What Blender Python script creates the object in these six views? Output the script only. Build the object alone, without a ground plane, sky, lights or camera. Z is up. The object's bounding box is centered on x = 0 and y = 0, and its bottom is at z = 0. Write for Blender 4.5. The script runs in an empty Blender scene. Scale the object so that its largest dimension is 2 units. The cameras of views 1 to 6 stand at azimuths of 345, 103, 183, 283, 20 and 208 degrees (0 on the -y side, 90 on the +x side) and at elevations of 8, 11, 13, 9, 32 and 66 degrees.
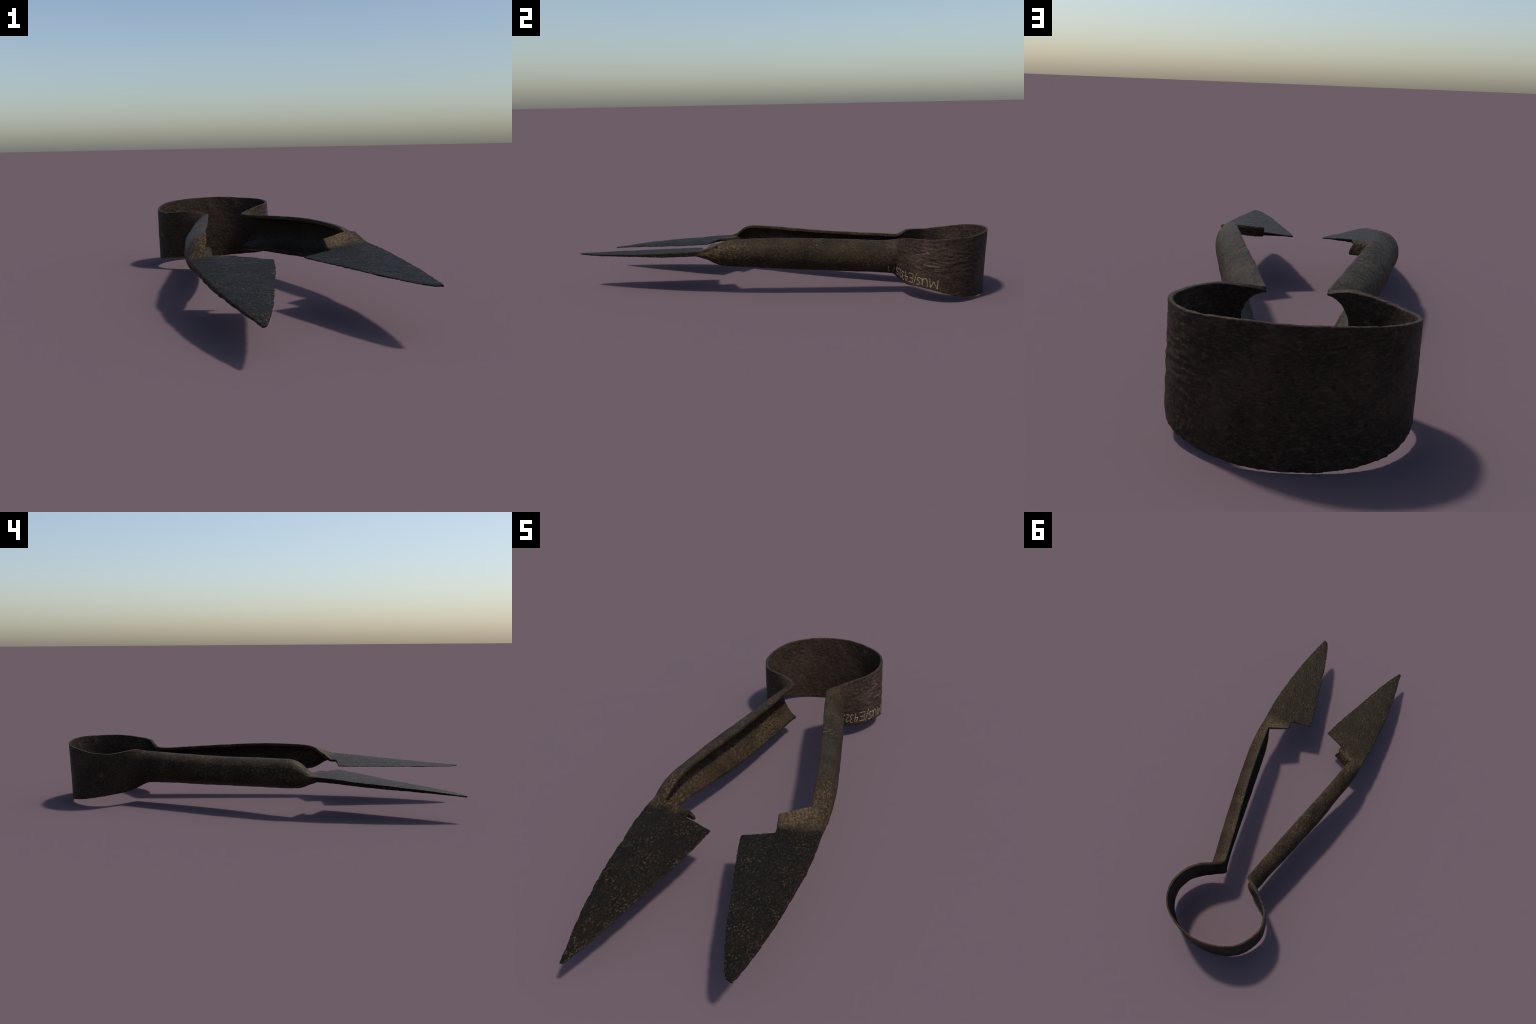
"""Old forged-iron spring shears: one strip of iron bent into a round bow, two
half-tube handles and two wedge-shaped blades, with a painted inventory number."""
import bpy, bmesh, math
import numpy as np
from mathutils import Vector, noise
from mathutils.bvhtree import BVHTree

VOXEL = 0.0024

# --------------------------------------------------------------------------
# curve helpers
# --------------------------------------------------------------------------
def spline(ctrl, per=24):
    """Centripetal Catmull-Rom through rows of ctrl (any number of columns)."""
    P = np.asarray(ctrl, float)
    Q = np.vstack([2 * P[0] - P[1], P, 2 * P[-1] - P[-2]])
    out = []
    for i in range(len(P) - 1):
        p0, p1, p2, p3 = Q[i:i + 4]
        d = [max(np.linalg.norm(b - a), 1e-6) ** 0.5 for a, b in ((p0, p1), (p1, p2), (p2, p3))]
        t0 = 0.0; t1 = d[0]; t2 = t1 + d[1]; t3 = t2 + d[2]
        t = np.linspace(t1, t2, per, endpoint=False)[:, None]
        a1 = (t1 - t) / (t1 - t0) * p0 + (t - t0) / (t1 - t0) * p1
        a2 = (t2 - t) / (t2 - t1) * p1 + (t - t1) / (t2 - t1) * p2
        a3 = (t3 - t) / (t3 - t2) * p2 + (t - t2) / (t3 - t2) * p3
        b1 = (t2 - t) / (t2 - t0) * a1 + (t - t0) / (t2 - t0) * a2
        b2 = (t3 - t) / (t3 - t1) * a2 + (t - t1) / (t3 - t1) * a3
        out.append((t2 - t) / (t2 - t1) * b1 + (t - t1) / (t2 - t1) * b2)
    return np.vstack(out + [P[-1:]])


def resample(curve, n):
    s = np.r_[0, np.cumsum(np.linalg.norm(np.diff(curve[:, :3], axis=0), axis=1))]
    q = np.linspace(0, s[-1], n)
    return np.stack([np.interp(q, s, curve[:, k]) for k in range(curve.shape[1])], 1)


def smooth01(x):
    x = np.clip(x, 0, 1)
    return x * x * (3 - 2 * x)


# --------------------------------------------------------------------------
# the strip: handle end -> neck -> bow -> neck -> handle end
# each station: upper rim, lower rim, mid line of the outer face, roundness
# --------------------------------------------------------------------------
HANDLE_RIGHT = [   # x > 0, from the neck towards the blade
    # top rim               bottom rim             mid of outer face
    ((.084, .552, .248), (.088, .552, .092), (.160, .553, .170)),
    ((.093, .510, .247), (.099, .510, .096), (.170, .510, .172)),
    ((.117, .400, .253), (.122, .400, .102), (.198, .400, .177)),
    ((.154, .250, .260), (.150, .250, .109), (.230, .250, .184)),
    ((.189, .100, .266), (.178, .100, .116), (.260, .100, .190)),
    ((.219, -.050, .266), (.206, -.050, .124), (.289, -.050, .195)),
    ((.237, -.150, .261), (.226, -.150, .130), (.304, -.150, .196)),
    ((.248, -.215, .254), (.245, -.215, .136), (.309, -.215, .197)),
    ((.258, -.252, .240), (.258, -.250, .146), (.311, -.252, .196)),
    ((.268, -.290, .221), (.272, -.290, .170), (.312, -.292, .196)),
    ((.278, -.335, .205), (.285, -.335, .186), (.312, -.338, .196)),
]
HANDLE_LEFT = [
    ((-.068, .556, .249), (-.063, .556, .092), (-.135, .560, .170)),
    ((-.076, .515, .250), (-.069, .515, .095), (-.145, .515, .172)),
    ((-.100, .400, .248), (-.089, .400, .099), (-.176, .400, .174)),
    ((-.132, .250, .247), (-.119, .250, .102), (-.213, .250, .174)),
    ((-.166, .100, .248), (-.152, .100, .107), (-.250, .100, .178)),
    ((-.202, -.050, .252), (-.196, -.050, .114), (-.276, -.050, .183)),
    ((-.222, -.150, .253), (-.228, -.150, .118), (-.297, -.150, .185)),
    ((-.232, -.215, .251), (-.243, -.215, .121), (-.305, -.215, .186)),
    ((-.240, -.252, .236), (-.252, -.252, .126), (-.308, -.255, .181)),
    ((-.252, -.288, .209), (-.263, -.288, .141), (-.309, -.290, .176)),
    ((-.270, -.330, .188), (-.278, -.330, .160), (-.310, -.333, .173)),
]
NECK_RIGHT = ((.088, .572, .251), (.080, .572, .086), (.150, .591, .170))
NECK_LEFT = ((-.067, .580, .252), (-.062, .582, .086), (-.124, .601, .170))
BOW = [  # upper and lower edge, right neck -> back -> left neck
    ((.133, .606, .265), (.135, .605, .072)),
    ((.193, .649, .277), (.196, .646, .062)),
    ((.240, .710, .281), (.249, .707, .063)),
    ((.262, .787, .286), (.272, .787, .050)),
    ((.248, .867, .293), (.249, .867, .027)),
    ((.202, .931, .295), (.193, .925, .016)),
    ((.136, .969, .299), (.131, .962, .008)),
    ((.070, .990, .301), (.067, .979, .003)),
    ((.005, .998, .300), (.005, .982, .001)),
    ((-.061, .990, .298), (-.056, .977, .002)),
    ((-.126, .969, .294), (-.120, .960, .006)),
    ((-.189, .929, .287), (-.181, .924, .013)),
    ((-.234, .865, .276), (-.228, .862, .022)),
    ((-.255, .787, .263), (-.251, .787, .036)),
    ((-.232, .710, .256), (-.231, .710, .049)),
    ((-.177, .654, .262), (-.174, .658, .055)),
    ((-.118, .615, .266), (-.115, .619, .067)),
]


def strip_grid(n_along=620, n_across=49):
    rows = []
    for t, b, m in reversed(HANDLE_RIGHT):
        rows.append((*t, *b, *m, 1.0))
    rows.append((*NECK_RIGHT[0], *NECK_RIGHT[1], *NECK_RIGHT[2], 0.8))
    for i, (t, b) in enumerate(BOW):
        mid = [(p + q) / 2 for p, q in zip(t, b)]
        # close to the necks the band already starts to hollow into the handle
        k = min(i, len(BOW) - 1 - i)
        swell = (.017, .006, 0)[k] if k < 3 else 0.0
        side = 1 if i < len(BOW) / 2 else -1
        mid[0] += swell * .60 * side; mid[1] -= swell * .80
        rows.append((*t, *b, *mid, (.45, .15, 0)[k] if k < 3 else 0.0))
    rows.append((*NECK_LEFT[0], *NECK_LEFT[1], *NECK_LEFT[2], 0.8))
    for t, b, m in HANDLE_LEFT:
        rows.append((*t, *b, *m, 1.0))
    g = spline(rows, 30)
    # even spacing measured on the mid line
    s = np.r_[0, np.cumsum(np.linalg.norm(np.diff(g[:, 6:9], axis=0), axis=1))]
    q = np.linspace(0, s[-1], n_along)
    g = np.stack([np.interp(q, s, g[:, k]) for k in range(10)], 1)
    T, B, M, w = g[:, 0:3], g[:, 3:6], g[:, 6:9], g[:, 9:10]
    C = (T + B) / 2
    a = np.linspace(-1, 1, n_across)
    grid = np.zeros((n_along, n_across, 3))
    for j, t in enumerate(a):
        up = (1 - w) * t + w * math.sin(t * math.pi / 2)
        out = math.cos(t * math.pi / 2)
        grid[:, j] = C + (T - B) / 2 * up + (M - C) * out
    return grid


def grid_normals(G):
    du = np.gradient(G, axis=0); dv = np.gradient(G, axis=1)
    n = np.cross(du, dv)
    return n / np.maximum(np.linalg.norm(n, axis=2, keepdims=True), 1e-9)


def solid_from_grid(outer, inner, mask=None):
    """Closed mesh between two matching vertex grids; mask picks the cells."""
    n, m, _ = outer.shape
    if mask is None:
        mask = np.ones((n - 1, m - 1), bool)
    verts = np.vstack([outer.reshape(-1, 3), inner.reshape(-1, 3)])
    off = n * m
    faces = []; edges = {}
    for i in range(n - 1):
        for j in range(m - 1):
            if not mask[i, j]:
                continue
            q = (i * m + j, (i + 1) * m + j, (i + 1) * m + j + 1, i * m + j + 1)
            faces.append(q)
            faces.append(tuple(off + k for k in reversed(q)))
            for k in range(4):
                e = (q[k], q[(k + 1) % 4])
                if (e[1], e[0]) in edges:
                    del edges[(e[1], e[0])]
                else:
                    edges[e] = 1
    for a, b in edges:
        faces.append((b, a, off + a, off + b))
    return verts, faces


# --------------------------------------------------------------------------
# blades: spine (thick, outer) and cutting edge (thin, inner) as functions of
# the way from heel to tip; behind the heel a short tab curls up or down
# --------------------------------------------------------------------------
BLADE_RIGHT = dict(
    spine=[(.311, -.329, .212), (.316, -.447, .204), (.310, -.577, .194), (.297, -.721, .185),
           (.271, -.887, .177), (.251, -.970, .176)],
    edge=[(.059, -.389, .183), (.075, -.463, .182), (.122, -.632, .179), (.162, -.776, .176),
          (.211, -.921, .174), (.232, -.962, .174)],
    thick=[(0, .022), (.25, .021), (.42, .016), (.62, .010), (.8, .009), (1, .006)],
    notch=.58, rear=[(.301, -.240, .242), (.262, -.247, .243), (.156, -.303, .229)], curl='up', crown=.0022, seed=3)
BLADE_LEFT = dict(
    spine=[(-.311, -.305, .188), (-.315, -.420, .180), (-.3125, -.504, .170), (-.306, -.660, .156),
           (-.286, -.831, .137), (-.255, -.999, .112)],
    edge=[(-.048, -.396, .182), (-.072, -.491, .171), (-.125, -.662, .151), (-.184, -.849, .132),
          (-.228, -.962, .119), (-.245, -.999, .113)],
    thick=[(0, .024), (.2, .021), (.45, .019), (.65, .0155), (.85, .011), (1, .006)],
    notch=.59, rear=[(-.300, -.262, .150), (-.226, -.271, .146), (-.146, -.302, .146)], curl='down', crown=.005, seed=8)


def blade_solid(d):
    nv, nu, nw = 230, 81, 36
    un = d['notch']
    v = np.linspace(0, 1, nv)
    S = resample(spline(d['spine']), nv); E = resample(spline(d['edge']), nv)
    # nibbled cutting edge, slightly uneven spine
    E = E + (E - S) / np.maximum(np.linalg.norm(E - S, axis=1, keepdims=True), .02) * .0022   # skin wraps tight: reach a little past the edge
    across = (E - S); wid = np.linalg.norm(across, axis=1, keepdims=True)
    dirn = across / np.maximum(wid, 1e-4)
    fade = np.clip(wid[:, 0] / .06, 0.15, 1)
    for k in range(nv):
        y = S[k, 1]
        chip = noise.fractal(Vector((y * 55, d['seed'], 0)), 1.0, 2.0, 3) * .0032
        bite = min(0.0, noise.noise(Vector((y * 38, d['seed'] + 9, 2))) + .25) * .010
        E[k] += dirn[k] * (chip + bite) * fade[k]
        S[k] -= dirn[k] * noise.fractal(Vector((y * 30, d['seed'], 7)), 1.0, 2.0, 3) * .0022 * fade[k]
    u = np.linspace(0, 1, nu)
    jn = int(round(un * (nu - 1)))
    main = S[:, None] * (1 - u)[None, :, None] + E[:, None] * u[None, :, None]
    arch = 4 * u * (1 - u)
    main[:, :, 2] += d['crown'] * arch[None] * np.clip(wid / .2, 0, 1)
    # tab rows, from the rear edge forward to the heel line
    R = spline(d['rear'], 20)
    ru = np.linspace(0, un, len(R))
    R = np.stack([np.interp(np.minimum(u, un), ru, R[:, k]) for k in range(3)], 1)
    w = np.linspace(1, 0, nw + 1)[:-1]
    H = main[0]
    tab = H[None] * (1 - w)[:, None, None] + R[None] * w[:, None, None]
    if d['curl'] == 'up':
        prof = np.where(w > .30, smooth01((w - .30) / .85) * 1.0, 0)
        prof = prof / prof.max()
    else:
        prof = np.where(w > .52, ((w - .52) / .48) ** 2.0, 0)
    prof = prof[:, None] * np.ones(nu)[None]
    if d['curl'] == 'up':               # beside the handle the curl flattens to an even ramp
        k = smooth01((u / un - .05) / .85)[None]
        prof = prof * k + w[:, None] * (1 - k)
    tab[:, :, 2] = H[None, :, 2] + (R[None, :, 2] - H[None, :, 2]) * prof
    if d['curl'] == 'down':
        tab[:, :, 2] += (.0018 * np.sin(np.clip(w / .6, 0, 1) * math.pi))[:, None]
    if d['curl'] == 'down':             # waisted tab with a small nub at its lower end
        inward = np.interp(w, [0, .45, .72, .88, 1], [0, -.002, -.010, .002, .006])
        tab += dirn[0][None, None] * (inward[:, None] * (np.minimum(u, un) / un)[None] ** 3)[:, :, None]
    top = np.vstack([tab, main])
    n = grid_normals(top)
    if n[nw + 40, 30, 2] < 0:
        n = -n
    tv = np.array(d['thick'])
    th = np.zeros(top.shape[:2])
    ts = np.interp(v, tv[:, 0], tv[:, 1])
    th[nw:] = ts[:, None] * (1 - u)[None] + np.minimum(.0042, ts)[:, None] * u[None]
    th[:nw] = th[nw][None, :]
    th[:nw] = np.minimum(th[:nw], .015)
    bottom = top - n * th[:, :, None]
    mask = np.ones((top.shape[0] - 1, nu - 1), bool)
    mask[:nw, jn:] = False
    return solid_from_grid(top, bottom, mask)


# --------------------------------------------------------------------------
# assemble the iron as one skin
# --------------------------------------------------------------------------
def mesh_object(name, verts, faces):
    me = bpy.data.meshes.new(name)
    me.from_pydata([tuple(p) for p in verts], [], [tuple(f) for f in faces])
    me.update()
    ob = bpy.data.objects.new(name, me)
    bpy.context.scene.collection.objects.link(ob)
    return ob


G = strip_grid()
N = grid_normals(G)
# outward = away from the bow centre at the back
k = len(G) // 2
if np.dot(N[k, 24], np.array([0, 1, 0])) < 0:
    N = -N
ymid = G[:, 24, 1]
thick = np.interp(ymid, [.58, .66, .80, .93], [.0145, .0125, .0115, .0085])[:, None]
thick = thick * np.ones(G.shape[:2])
ring_out = np.interp(ymid, [.54, .64], [0.0015, .0042])[:, None, None]
outer = G + N * ring_out
inner = outer - N * thick[:, :, None]

verts = []; faces = []
for vv, ff in (solid_from_grid(outer, inner), blade_solid(BLADE_RIGHT), blade_solid(BLADE_LEFT)):
    o = len(verts)
    verts.extend(vv); faces.extend([tuple(i + o for i in f) for f in ff])
raw = mesh_object('iron_raw', verts, faces)
bm = bmesh.new(); bm.from_mesh(raw.data)
loose = [v for v in bm.verts if not v.link_faces]
bmesh.ops.delete(bm, geom=loose, context='VERTS')
bm.to_mesh(raw.data); bm.free()
rm = raw.modifiers.new('remesh', 'REMESH')
rm.mode = 'VOXEL'; rm.voxel_size = VOXEL; rm.adaptivity = 0.0
dg = bpy.context.evaluated_depsgraph_get()
iron = bpy.data.meshes.new_from_object(raw.evaluated_get(dg))
bpy.data.objects.remove(raw)


def mesh_arrays(me):
    co = np.empty(len(me.vertices) * 3); me.vertices.foreach_get('co', co)
    ed = np.empty(len(me.edges) * 2, int); me.edges.foreach_get('vertices', ed)
    return co.reshape(-1, 3), ed.reshape(-1, 2)


co, ed = mesh_arrays(iron)
deg = np.zeros(len(co)); np.add.at(deg, ed[:, 0], 1); np.add.at(deg, ed[:, 1], 1)


def relax(co, f):
    acc = np.zeros_like(co)
    np.add.at(acc, ed[:, 0], co[ed[:, 1]]); np.add.at(acc, ed[:, 1], co[ed[:, 0]])
    return co + f * (acc / np.maximum(deg, 1)[:, None] - co)


for _ in range(3):                      # Taubin smoothing: rounds rims, keeps thickness
    co = relax(co, .5); co = relax(co, -.52)
# let the handle run softly into the blade root
root = smooth01(1 - np.abs(co[:, 1] + .285) / .07)[:, None]
for _ in range(8):
    co = co + (relax(co, .5) - co) * root * .6

iron.vertices.foreach_set('co', co.ravel()); iron.update()
nor = np.empty(len(co) * 3); iron.vertices.foreach_get('normal', nor); nor = nor.reshape(-1, 3)

# --- surface relief: hammered, pitted, flaking iron ------------------------
disp = np.zeros(len(co))
for i, (p, n) in enumerate(zip(co, nor)):
    x, y, z = p
    P = Vector((x, y, z))
    d = noise.fractal(P * 22, 1.0, 2.0, 2) * .0011           # slow hammer marks
    d += noise.fractal(P * 120, 1.0, 2.0, 2) * .00045        # grain
    if y > .57:
        ang = math.atan2(y - .79, x)
        # drawn-out flakes along the band, strongest on the right flank
        flank = math.exp(-((ang + .25) / .75) ** 2) + .12 + .7 * math.exp(-((ang - .75) / .35) ** 2)
        band = math.exp(-((z - .19) / .08) ** 2)
        if n[0] * x + n[1] * (y - .79) < 0:                   # inside of the bow: corrosion pits
            pit = noise.noise(P * 60)
            side = math.exp(-(((x + .16) / .07) ** 2 + ((y - .92) / .05) ** 2 + ((z - .21) / .05) ** 2))
            d -= max(0.0, pit - .2) * .012 * (.12 + .9 * side)
            d += noise.fractal(P * 45, 1.0, 2.0, 2) * .0007
        else:
            d += noise.fractal(Vector((ang * 5.5, z * 72, 3.0)), 1.0, 2.0, 3) * .0030 * flank * band
        if z < .05:
            d += noise.fractal(P * 60, 1.0, 2.0, 2) * .0012
    elif y > -.28:
        d += noise.fractal(Vector((x * 45, y * 26, z * 45)), 1.0, 2.0, 2) * .0007
    else:
        pit = noise.noise(Vector((x * 140, y * 100, z * 60)))
        d -= max(0.0, pit - .2) * .0022
    disp[i] = d
co = co + nor * disp[:, None]
# rest exactly on the ground, fill the 2 m length
co[:, 2] -= co[:, 2].min()
iron.vertices.foreach_set('co', co.ravel()); iron.update()
nor = np.empty(len(co) * 3); iron.vertices.foreach_get('normal', nor); nor = nor.reshape(-1, 3)
print('extent', co.min(0), co.max(0), len(co))

# --------------------------------------------------------------------------
# materials
# --------------------------------------------------------------------------
class Mat:
    def __init__(s, name):
        s.m = bpy.data.materials.new(name); s.m.use_nodes = True
        s.t = s.m.node_tree; s.t.nodes.clear()
        s.out = s.t.nodes.new('ShaderNodeOutputMaterial')
        s.b = s.t.nodes.new('ShaderNodeBsdfPrincipled')
        s.t.links.new(s.b.outputs[0], s.out.inputs[0])
        s.tc = s.t.nodes.new('ShaderNodeTexCoord').outputs['Object']

    def link(s, a, b): s.t.links.new(a, b)

    def map(s, scale=(1, 1, 1), loc=(0, 0, 0), rot=(0, 0, 0)):
        n = s.t.nodes.new('ShaderNodeMapping')
        n.inputs['Scale'].default_value = scale; n.inputs['Location'].default_value = loc
        n.inputs['Rotation'].default_value = rot
        s.link(s.tc, n.inputs[0]); return n.outputs[0]

    def noise(s, scale, detail=4, rough=.6, vec=None, dist=0):
        n = s.t.nodes.new('ShaderNodeTexNoise')
        n.inputs['Scale'].default_value = scale; n.inputs['Detail'].default_value = detail
        n.inputs['Roughness'].default_value = rough; n.inputs['Distortion'].default_value = dist
        s.link(vec or s.tc, n.inputs['Vector']); return n.outputs['Fac']

    def voronoi(s, scale, vec=None):
        n = s.t.nodes.new('ShaderNodeTexVoronoi'); n.inputs['Scale'].default_value = scale
        s.link(vec or s.tc, n.inputs['Vector']); return n.outputs['Distance']

    def ramp(s, fac, stops):
        n = s.t.nodes.new('ShaderNodeValToRGB'); e = n.color_ramp.elements
        while len(e) < len(stops): e.new(.5)
        for k, (p, c) in enumerate(stops):
            e[k].position = p
            e[k].color = (*c, 1) if isinstance(c, tuple) else (c, c, c, 1)
        s.link(fac, n.inputs[0]); return n.outputs[0]

    def mix(s, fac, a, b, mode='MIX'):
        n = s.t.nodes.new('ShaderNodeMix'); n.data_type = 'RGBA'; n.blend_type = mode
        for sock, val in ((n.inputs[0], fac), (n.inputs[6], a), (n.inputs[7], b)):
            if isinstance(val, (int, float)): sock.default_value = val
            elif isinstance(val, tuple): sock.default_value = (*val, 1)
            else: s.link(val, sock)
        return n.outputs[2]

    def math(s, op, a, b=0.0):
        n = s.t.nodes.new('ShaderNodeMath'); n.operation = op
        for sock, val in ((n.inputs[0], a), (n.inputs[1], b)):
            if isinstance(val, (int, float)): sock.default_value = val
            else: s.link(val, sock)
        return n.outputs[0]

    def ball(s, centre, radius, soft):
        """1 inside a soft ball, 0 outside."""
        n = s.t.nodes.new('ShaderNodeVectorMath'); n.operation = 'DISTANCE'
        s.link(s.tc, n.inputs[0]); n.inputs[1].default_value = centre
        r = s.t.nodes.new('ShaderNodeMapRange'); r.interpolation_type = 'SMOOTHSTEP'
        r.inputs['From Min'].default_value = radius; r.inputs['From Max'].default_value = radius + soft
        r.inputs['To Min'].default_value = 1; r.inputs['To Max'].default_value = 0
        s.link(n.outputs['Value'], r.inputs['Value']); return r.outputs['Result']

    def finish(s, col, rough, height, strength, dist=.002, spec=.5):
        s.link(col, s.b.inputs['Base Color'])
        if isinstance(rough, float): s.b.inputs['Roughness'].default_value = rough
        else: s.link(rough, s.b.inputs['Roughness'])
        s.b.inputs['Specular IOR Level'].default_value = spec
        s.b.inputs['Specular Tint'].default_value = (1.0, .80, .56, 1)
        n = s.t.nodes.new('ShaderNodeBump'); n.inputs['Strength'].default_value = strength
        n.inputs['Distance'].default_value = dist
        s.link(height, n.inputs['Height']); s.link(n.outputs[0], s.b.inputs['Normal'])
        return s.m


    def height_y(s, lo, hi, wobble):
        """0 at y=lo, 1 at y=hi along the length, border broken up by noise."""
        n = s.t.nodes.new('ShaderNodeSeparateXYZ'); s.link(s.tc, n.inputs[0])
        y = s.math('ADD', n.outputs[1], s.math('MULTIPLY', s.math('SUBTRACT', s.noise(24, 3, .6), .5), wobble))
        r = s.t.nodes.new('ShaderNodeMapRange'); r.interpolation_type = 'SMOOTHSTEP'
        r.inputs['From Min'].default_value = lo; r.inputs['From Max'].default_value = hi
        s.link(y, r.inputs['Value']); return r.outputs['Result']

    def tints(s, scale):
        """Fine patches that lean red or olive, as old brown rust does."""
        return s.ramp(s.noise(scale, 2, .6), [(.34, (.84, 1.0, .92)), (.5, (1.0, .97, .95)), (.66, (1.22, .92, .90))])

    def blade_colour(s):
        grain = s.noise(180, 3, .64, s.map((1, .6, 1)), .25)
        base = s.ramp(s.noise(12, 4, .6), [(.3, (.0024, .0022, .0021)), (.7, (.0064, .0049, .0037))])
        film = s.ramp(s.noise(70, 4, .65, s.map((1, .55, 1))), [(.44, 0.0), (.68, .6)])
        col = s.mix(film, base, (.0105, .0080, .0057))
        where = s.ramp(s.noise(11, 4, .65), [(.38, .10), (.68, 1.0)])
        speck = s.math('MULTIPLY', s.ramp(grain, [(.545, 0.0), (.66, 1.0)]), where)
        col = s.mix(s.math('MULTIPLY', speck, .72), col, (.094, .064, .032))
        dots = s.ramp(s.noise(300, 2, .5), [(.63, 0.0), (.72, 1.0)])
        col = s.mix(s.math('MULTIPLY', dots, .34), col, (.110, .078, .044))
        return s.mix(.8, col, s.tints(150), 'MULTIPLY')

    def handle_colour(s):
        grain = s.noise(165, 4, .68, s.map((1, .6, 1)), .25)
        base = s.ramp(s.noise(8, 4, .6), [(.3, (.0125, .0094, .0072)), (.7, (.031, .0225, .0155))])
        where = s.ramp(s.noise(6, 3, .6), [(.38, .22), (.64, .90)])
        speck = s.math('MULTIPLY', s.ramp(grain, [(.48, 0.0), (.66, 1.0)]), where)
        col = s.mix(speck, base, (.112, .076, .038))
        dark = s.ramp(s.noise(120, 3, .6), [(.58, 0.0), (.68, .75)])
        col = s.mix(dark, col, (.014, .011, .009))
        rust = s.ramp(s.noise(38, 4, .7), [(.63, 0.0), (.72, 1.0)])
        col = s.mix(s.math('MULTIPLY', rust, .35), col, (.135, .070, .020))
        return s.mix(.85, col, s.tints(110), 'MULTIPLY')

    def bow_colour(s):
        grain = s.noise(115, 4, .68, s.map((.7, .7, 1.7)), .4)
        base = s.ramp(s.noise(9, 4, .62), [(.28, (.0160, .0120, .0100)), (.5, (.0260, .0190, .0155)), (.72, (.042, .0300, .0235))])
        speck = s.ramp(grain, [(.48, 0.0), (.70, 1.0)])
        col = s.mix(s.math('MULTIPLY', speck, .65), base, (.092, .062, .042))
        dark = s.ramp(s.noise(85, 3, .6), [(.56, 0.0), (.68, .7)])
        col = s.mix(dark, col, (.011, .009, .008))
        red = s.ramp(s.noise(50, 4, .7), [(.56, 0.0), (.72, 1.0)])
        col = s.mix(s.math('MULTIPLY', red, .28), col, (.066, .027, .015))
        return s.mix(.85, col, s.tints(100), 'MULTIPLY')

    def iron(s, col, rough=(.50, .66), spec=.045):
        fine = s.noise(140, 4, .65, s.map((1, .7, 1)), .4)
        h = s.math('ADD', fine, s.math('MULTIPLY', s.noise(300, 3, .6), .4))
        return s.finish(col, s.ramp(fine, [(.3, rough[0]), (.7, rough[1])]), h, .5, .0022, spec)


def forged_iron(name):
    """The same rusty skin on every part, so that no colour seam shows between them."""
    s = Mat(name)
    heel = s.height_y(-.360, -.300, .07)            # blade -> handle
    to_bow = s.height_y(.535, .635, .10)            # handle -> bow
    tan = s.mix(s.ramp(s.noise(120, 4, .68), [(.42, 0.0), (.66, 1.0)]), (.026, .019, .013), (.128, .088, .048))
    tan_patch = s.math('MULTIPLY', s.ball((.225, -.290, .222), .035, .065), .75)
    grip = s.mix(tan_patch, s.handle_colour(), tan)
    col = s.mix(heel, s.blade_colour(), grip)
    bow = s.bow_colour()
    streak = s.ramp(s.noise(1, 4, .65, s.map((20, 20, 105)), .6), [(.50, 0.0), (.64, 1.0)])
    flank = s.math('MULTIPLY', s.ball((.262, .735, .195), .035, .10), .7)
    bow = s.mix(s.math('MULTIPLY', streak, flank), bow, (.118, .080, .055))
    spot = s.math('MULTIPLY', s.ball((-.262, .742, .150), .007, .014), s.ramp(s.noise(120, 3, .6), [(.4, .2), (.6, 1.0)]))
    bow = s.mix(spot, bow, (.21, .085, .022))
    col = s.mix(to_bow, col, bow)
    m = s.iron(col, (.42, .60))
    s.link(s.math('SUBTRACT', .14, s.math('MULTIPLY', heel, .065)), s.b.inputs['Specular IOR Level'])
    return m


def paint():
    s = Mat('pale_ink')
    f = s.noise(160, 3, .6)
    col = s.ramp(f, [(.35, (.085, .062, .044)), (.6, (.25, .185, .132))])
    return s.finish(col, .75, f, .2, .001, .3)


MAT = {'blade': forged_iron('blade_iron'), 'handle': forged_iron('handle_iron'), 'bow': forged_iron('bow_iron')}

# --------------------------------------------------------------------------
# split the skin into parts that share their border vertices and normals
# --------------------------------------------------------------------------
nf = len(iron.polygons)
fv = np.empty(nf * 4, int)
assert all(p.loop_total == 4 for p in iron.polygons)
iron.loops.foreach_get('vertex_index', fv)
fv = fv.reshape(-1, 4)
fc = co[fv].mean(1)
fx, fy = fc[:, 0], fc[:, 1]
is_bow = fy > .568
is_blade = (fy < -.318) | ((fy < -.236) & (np.abs(fx) < np.where(fx > 0, .244, .222)))
region = np.where(is_bow, 0, np.where(is_blade, 2, 1)) * 2 + (fx < 0)
region[is_bow] = 0

root_ob = bpy.data.objects.new('spring_shears', None)
bpy.context.scene.collection.objects.link(root_ob)
root_ob['label'] = 'old dark forged iron spring shears with open pointed blades'
root_ob['category'] = 'shears'

bow_ob = None
for key, nm in ((0, 'bow'), (2, 'handle'), (3, 'handle'), (4, 'blade'), (5, 'blade')):
    sel = fv[region == key]
    used, inv = np.unique(sel, return_inverse=True)
    ob = mesh_object(nm, co[used], inv.reshape(-1, 4))
    ob.data.materials.append(MAT[nm])
    ob.data.polygons.foreach_set('use_smooth', np.ones(len(sel), bool))
    ob.data.normals_split_custom_set_from_vertices([tuple(v) for v in nor[used]])
    ob.parent = root_ob
    if nm == 'bow':
        bow_ob = ob

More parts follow.
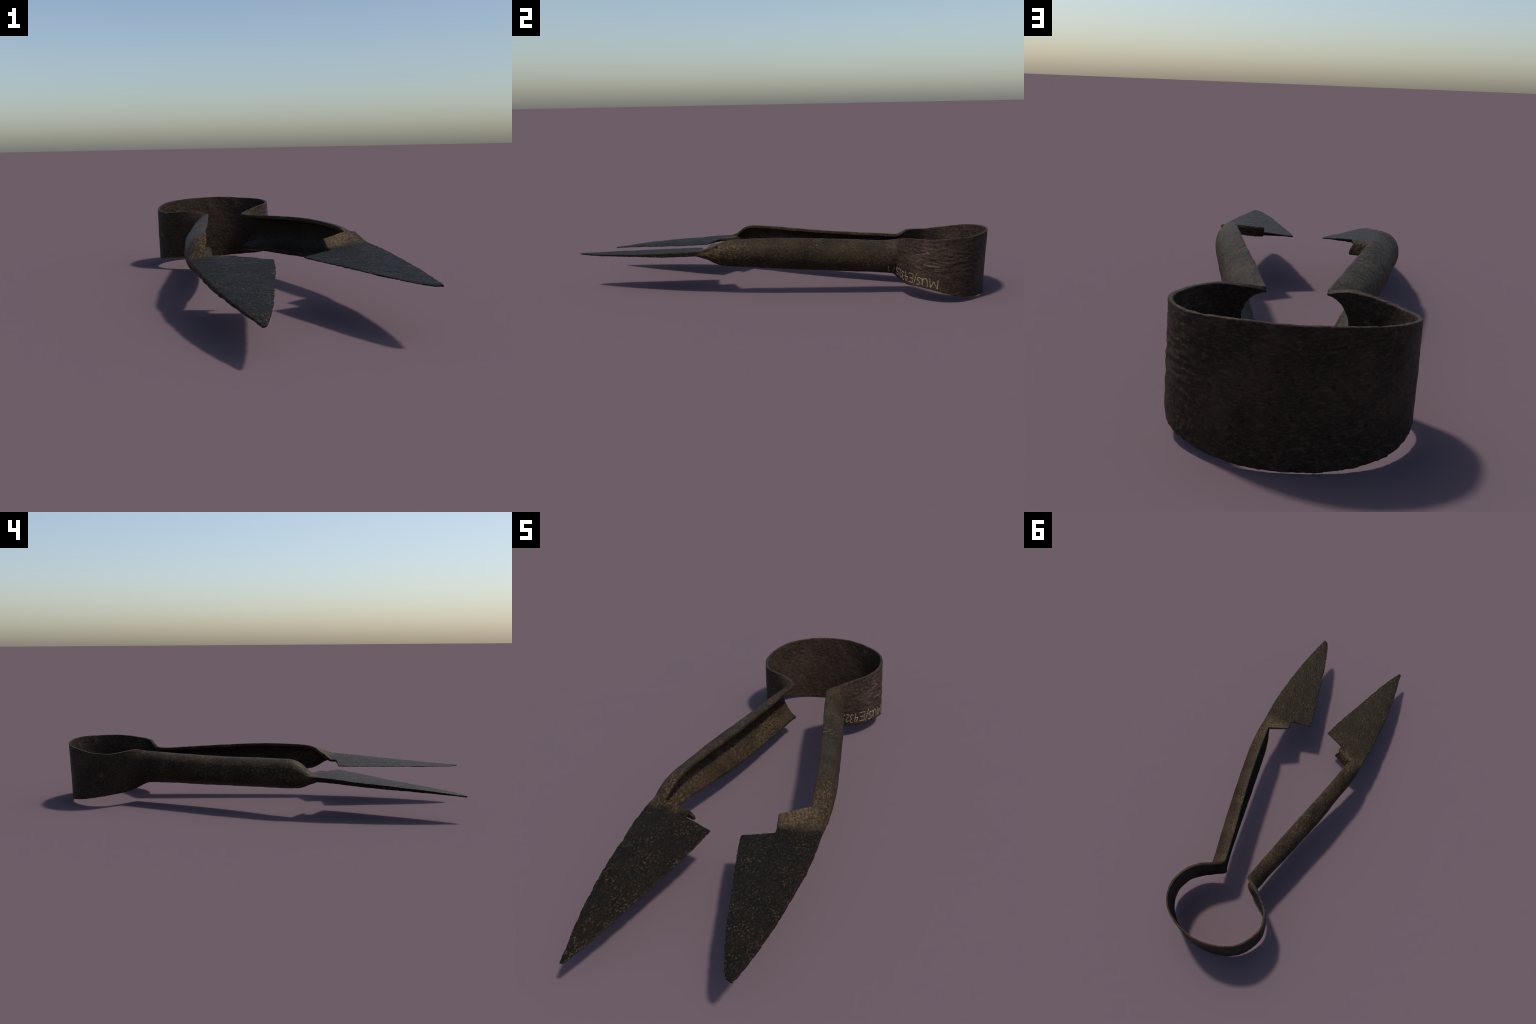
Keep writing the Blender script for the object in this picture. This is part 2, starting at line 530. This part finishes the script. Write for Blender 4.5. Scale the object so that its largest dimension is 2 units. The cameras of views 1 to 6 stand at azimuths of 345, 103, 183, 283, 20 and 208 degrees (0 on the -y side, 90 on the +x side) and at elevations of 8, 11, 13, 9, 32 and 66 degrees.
# --------------------------------------------------------------------------
# hand-painted inventory number, upside down along the lower edge of the bow
# --------------------------------------------------------------------------
GLYPH = {   # strokes in a 1 x 1 box, written upright
    'M': [[(0, 0), (.05, 1), (.5, .25), (.9, 1), (1, 0)]],
    'U': [[(0, 1), (.05, .25), (.4, 0), (.8, .2), (.9, 1)], [(.9, 1), (1, .05)]],
    'S': [[(.95, .9), (.5, 1), (.1, .75), (.45, .5), (.85, .3), (.5, .02), (0, .12)]],
    '/': [[(0, -.15), (1, 1.2)]],
    'E': [[(.95, 1), (.1, .95), (0, 0), (.95, .06)], [(.05, .5), (.8, .52)]],
    '4': [[(.35, 1), (0, .4), (1, .45)], [(.8, .95), (.65, -.1)]],
    '3': [[(.05, .9), (.5, 1), (.85, .75), (.4, .52), (.9, .28), (.5, 0), (0, .1)]],
    '2': [[(.05, .75), (.4, 1), (.8, .75), (.45, .35), (0, .02), (.4, .1), (1, 0)]],
    '5': [[(.95, 1), (.25, .95), (.15, .55), (.7, .55), (.85, .2), (.4, 0), (0, .1)]],
    '1': [[(.0, .7), (.6, 1), (.6, 0)]],
}
bvh = BVHTree.FromPolygons([tuple(v) for v in co], [tuple(f) for f in fv])
# path of the writing: the outer face of the right neck and bow, lower edge
path = resample(spline([(.180, .470, .115), (.170, .515, .109), (.160, .555, .102), (.163, .592, .088), (.180, .630, .072),
                        (.215, .664, .066), (.250, .707, .062), (.268, .750, .056), (.275, .800, .047)]), 400)
plen = np.r_[0, np.cumsum(np.linalg.norm(np.diff(path, axis=0), axis=1))]
ptan = np.gradient(path, axis=0); ptan /= np.linalg.norm(ptan, axis=1, keepdims=True)


def place(s, h):
    p = np.array([np.interp(s, plen, path[:, k]) for k in range(3)])
    t = np.array([np.interp(s, plen, ptan[:, k]) for k in range(3)])
    o = np.array([t[1], -t[0], 0]); o /= np.linalg.norm(o)
    start = p + np.array([0, 0, h]) + o * .06
    hit = bvh.ray_cast(Vector(start), Vector(-o), .15)
    return hit


TEXT = [  # glyph, left and right end along the path seen from outside, gap to the edge, height
    ('M', .321, .359, .009, .043), ('U', .284, .311, .009, .038), ('S', .255, .278, .009, .036),
    ('/', .239, .256, .010, .043), ('E', .206, .237, .010, .043), ('4', .181, .201, .006, .042),
    ('3', .156, .175, .004, .042), ('2', .140, .154, .004, .041), ('5', .119, .136, .006, .034),
    ('/', .103, .114, .007, .024), ('1', .082, .095, .004, .029),
]
iv = []; ifc = []


def stroke(points, half=.0023, lift=.0009):
    P = resample(np.array(points), max(10, int(len(points) * 8)))
    ring = []
    for s, h in P:
        hit = place(s, h)
        if hit[0] is None:
            ring.append(None); continue
        ring.append((np.array(hit[0]), np.array(hit[1])))
    ring = [r for r in ring if r]
    if len(ring) < 3:
        return
    base = len(iv)
    c = np.array([r[0] for r in ring]); nn = np.array([r[1] for r in ring])
    tan = np.gradient(c, axis=0)
    for k in range(len(c)):
        side = np.cross(nn[k], tan[k]); side /= max(np.linalg.norm(side), 1e-9)
        wv = half * (1 + .35 * noise.noise(Vector(c[k] * 90)))
        for a in range(6):                       # low rounded bead of paint
            q = a / 6 * 2 * math.pi
            iv.append(c[k] + side * math.cos(q) * wv + nn[k] * math.sin(q) * lift)
    for k in range(len(c) - 1):
        for a in range(6):
            b = (a + 1) % 6
            ifc.append((base + k * 6 + a, base + k * 6 + b, base + (k + 1) * 6 + b, base + (k + 1) * 6 + a))
    ifc.append(tuple(base + a for a in reversed(range(6))))
    e = base + (len(c) - 1) * 6
    ifc.append(tuple(e + a for a in range(6)))


for ch, s0, s1, lift, hgt in TEXT:
    for st in GLYPH[ch]:
        # upside down: the writing runs from the back of the bow to the neck
        stroke([(s1 - gx * (s1 - s0), lift + (1 - gy) * hgt) for gx, gy in st])
if iv:
    ink = mesh_object('painted_number', iv, ifc)
    ink.data.materials.append(paint())
    ink.data.polygons.foreach_set('use_smooth', np.ones(len(ifc), bool))
    ink.parent = bow_ob
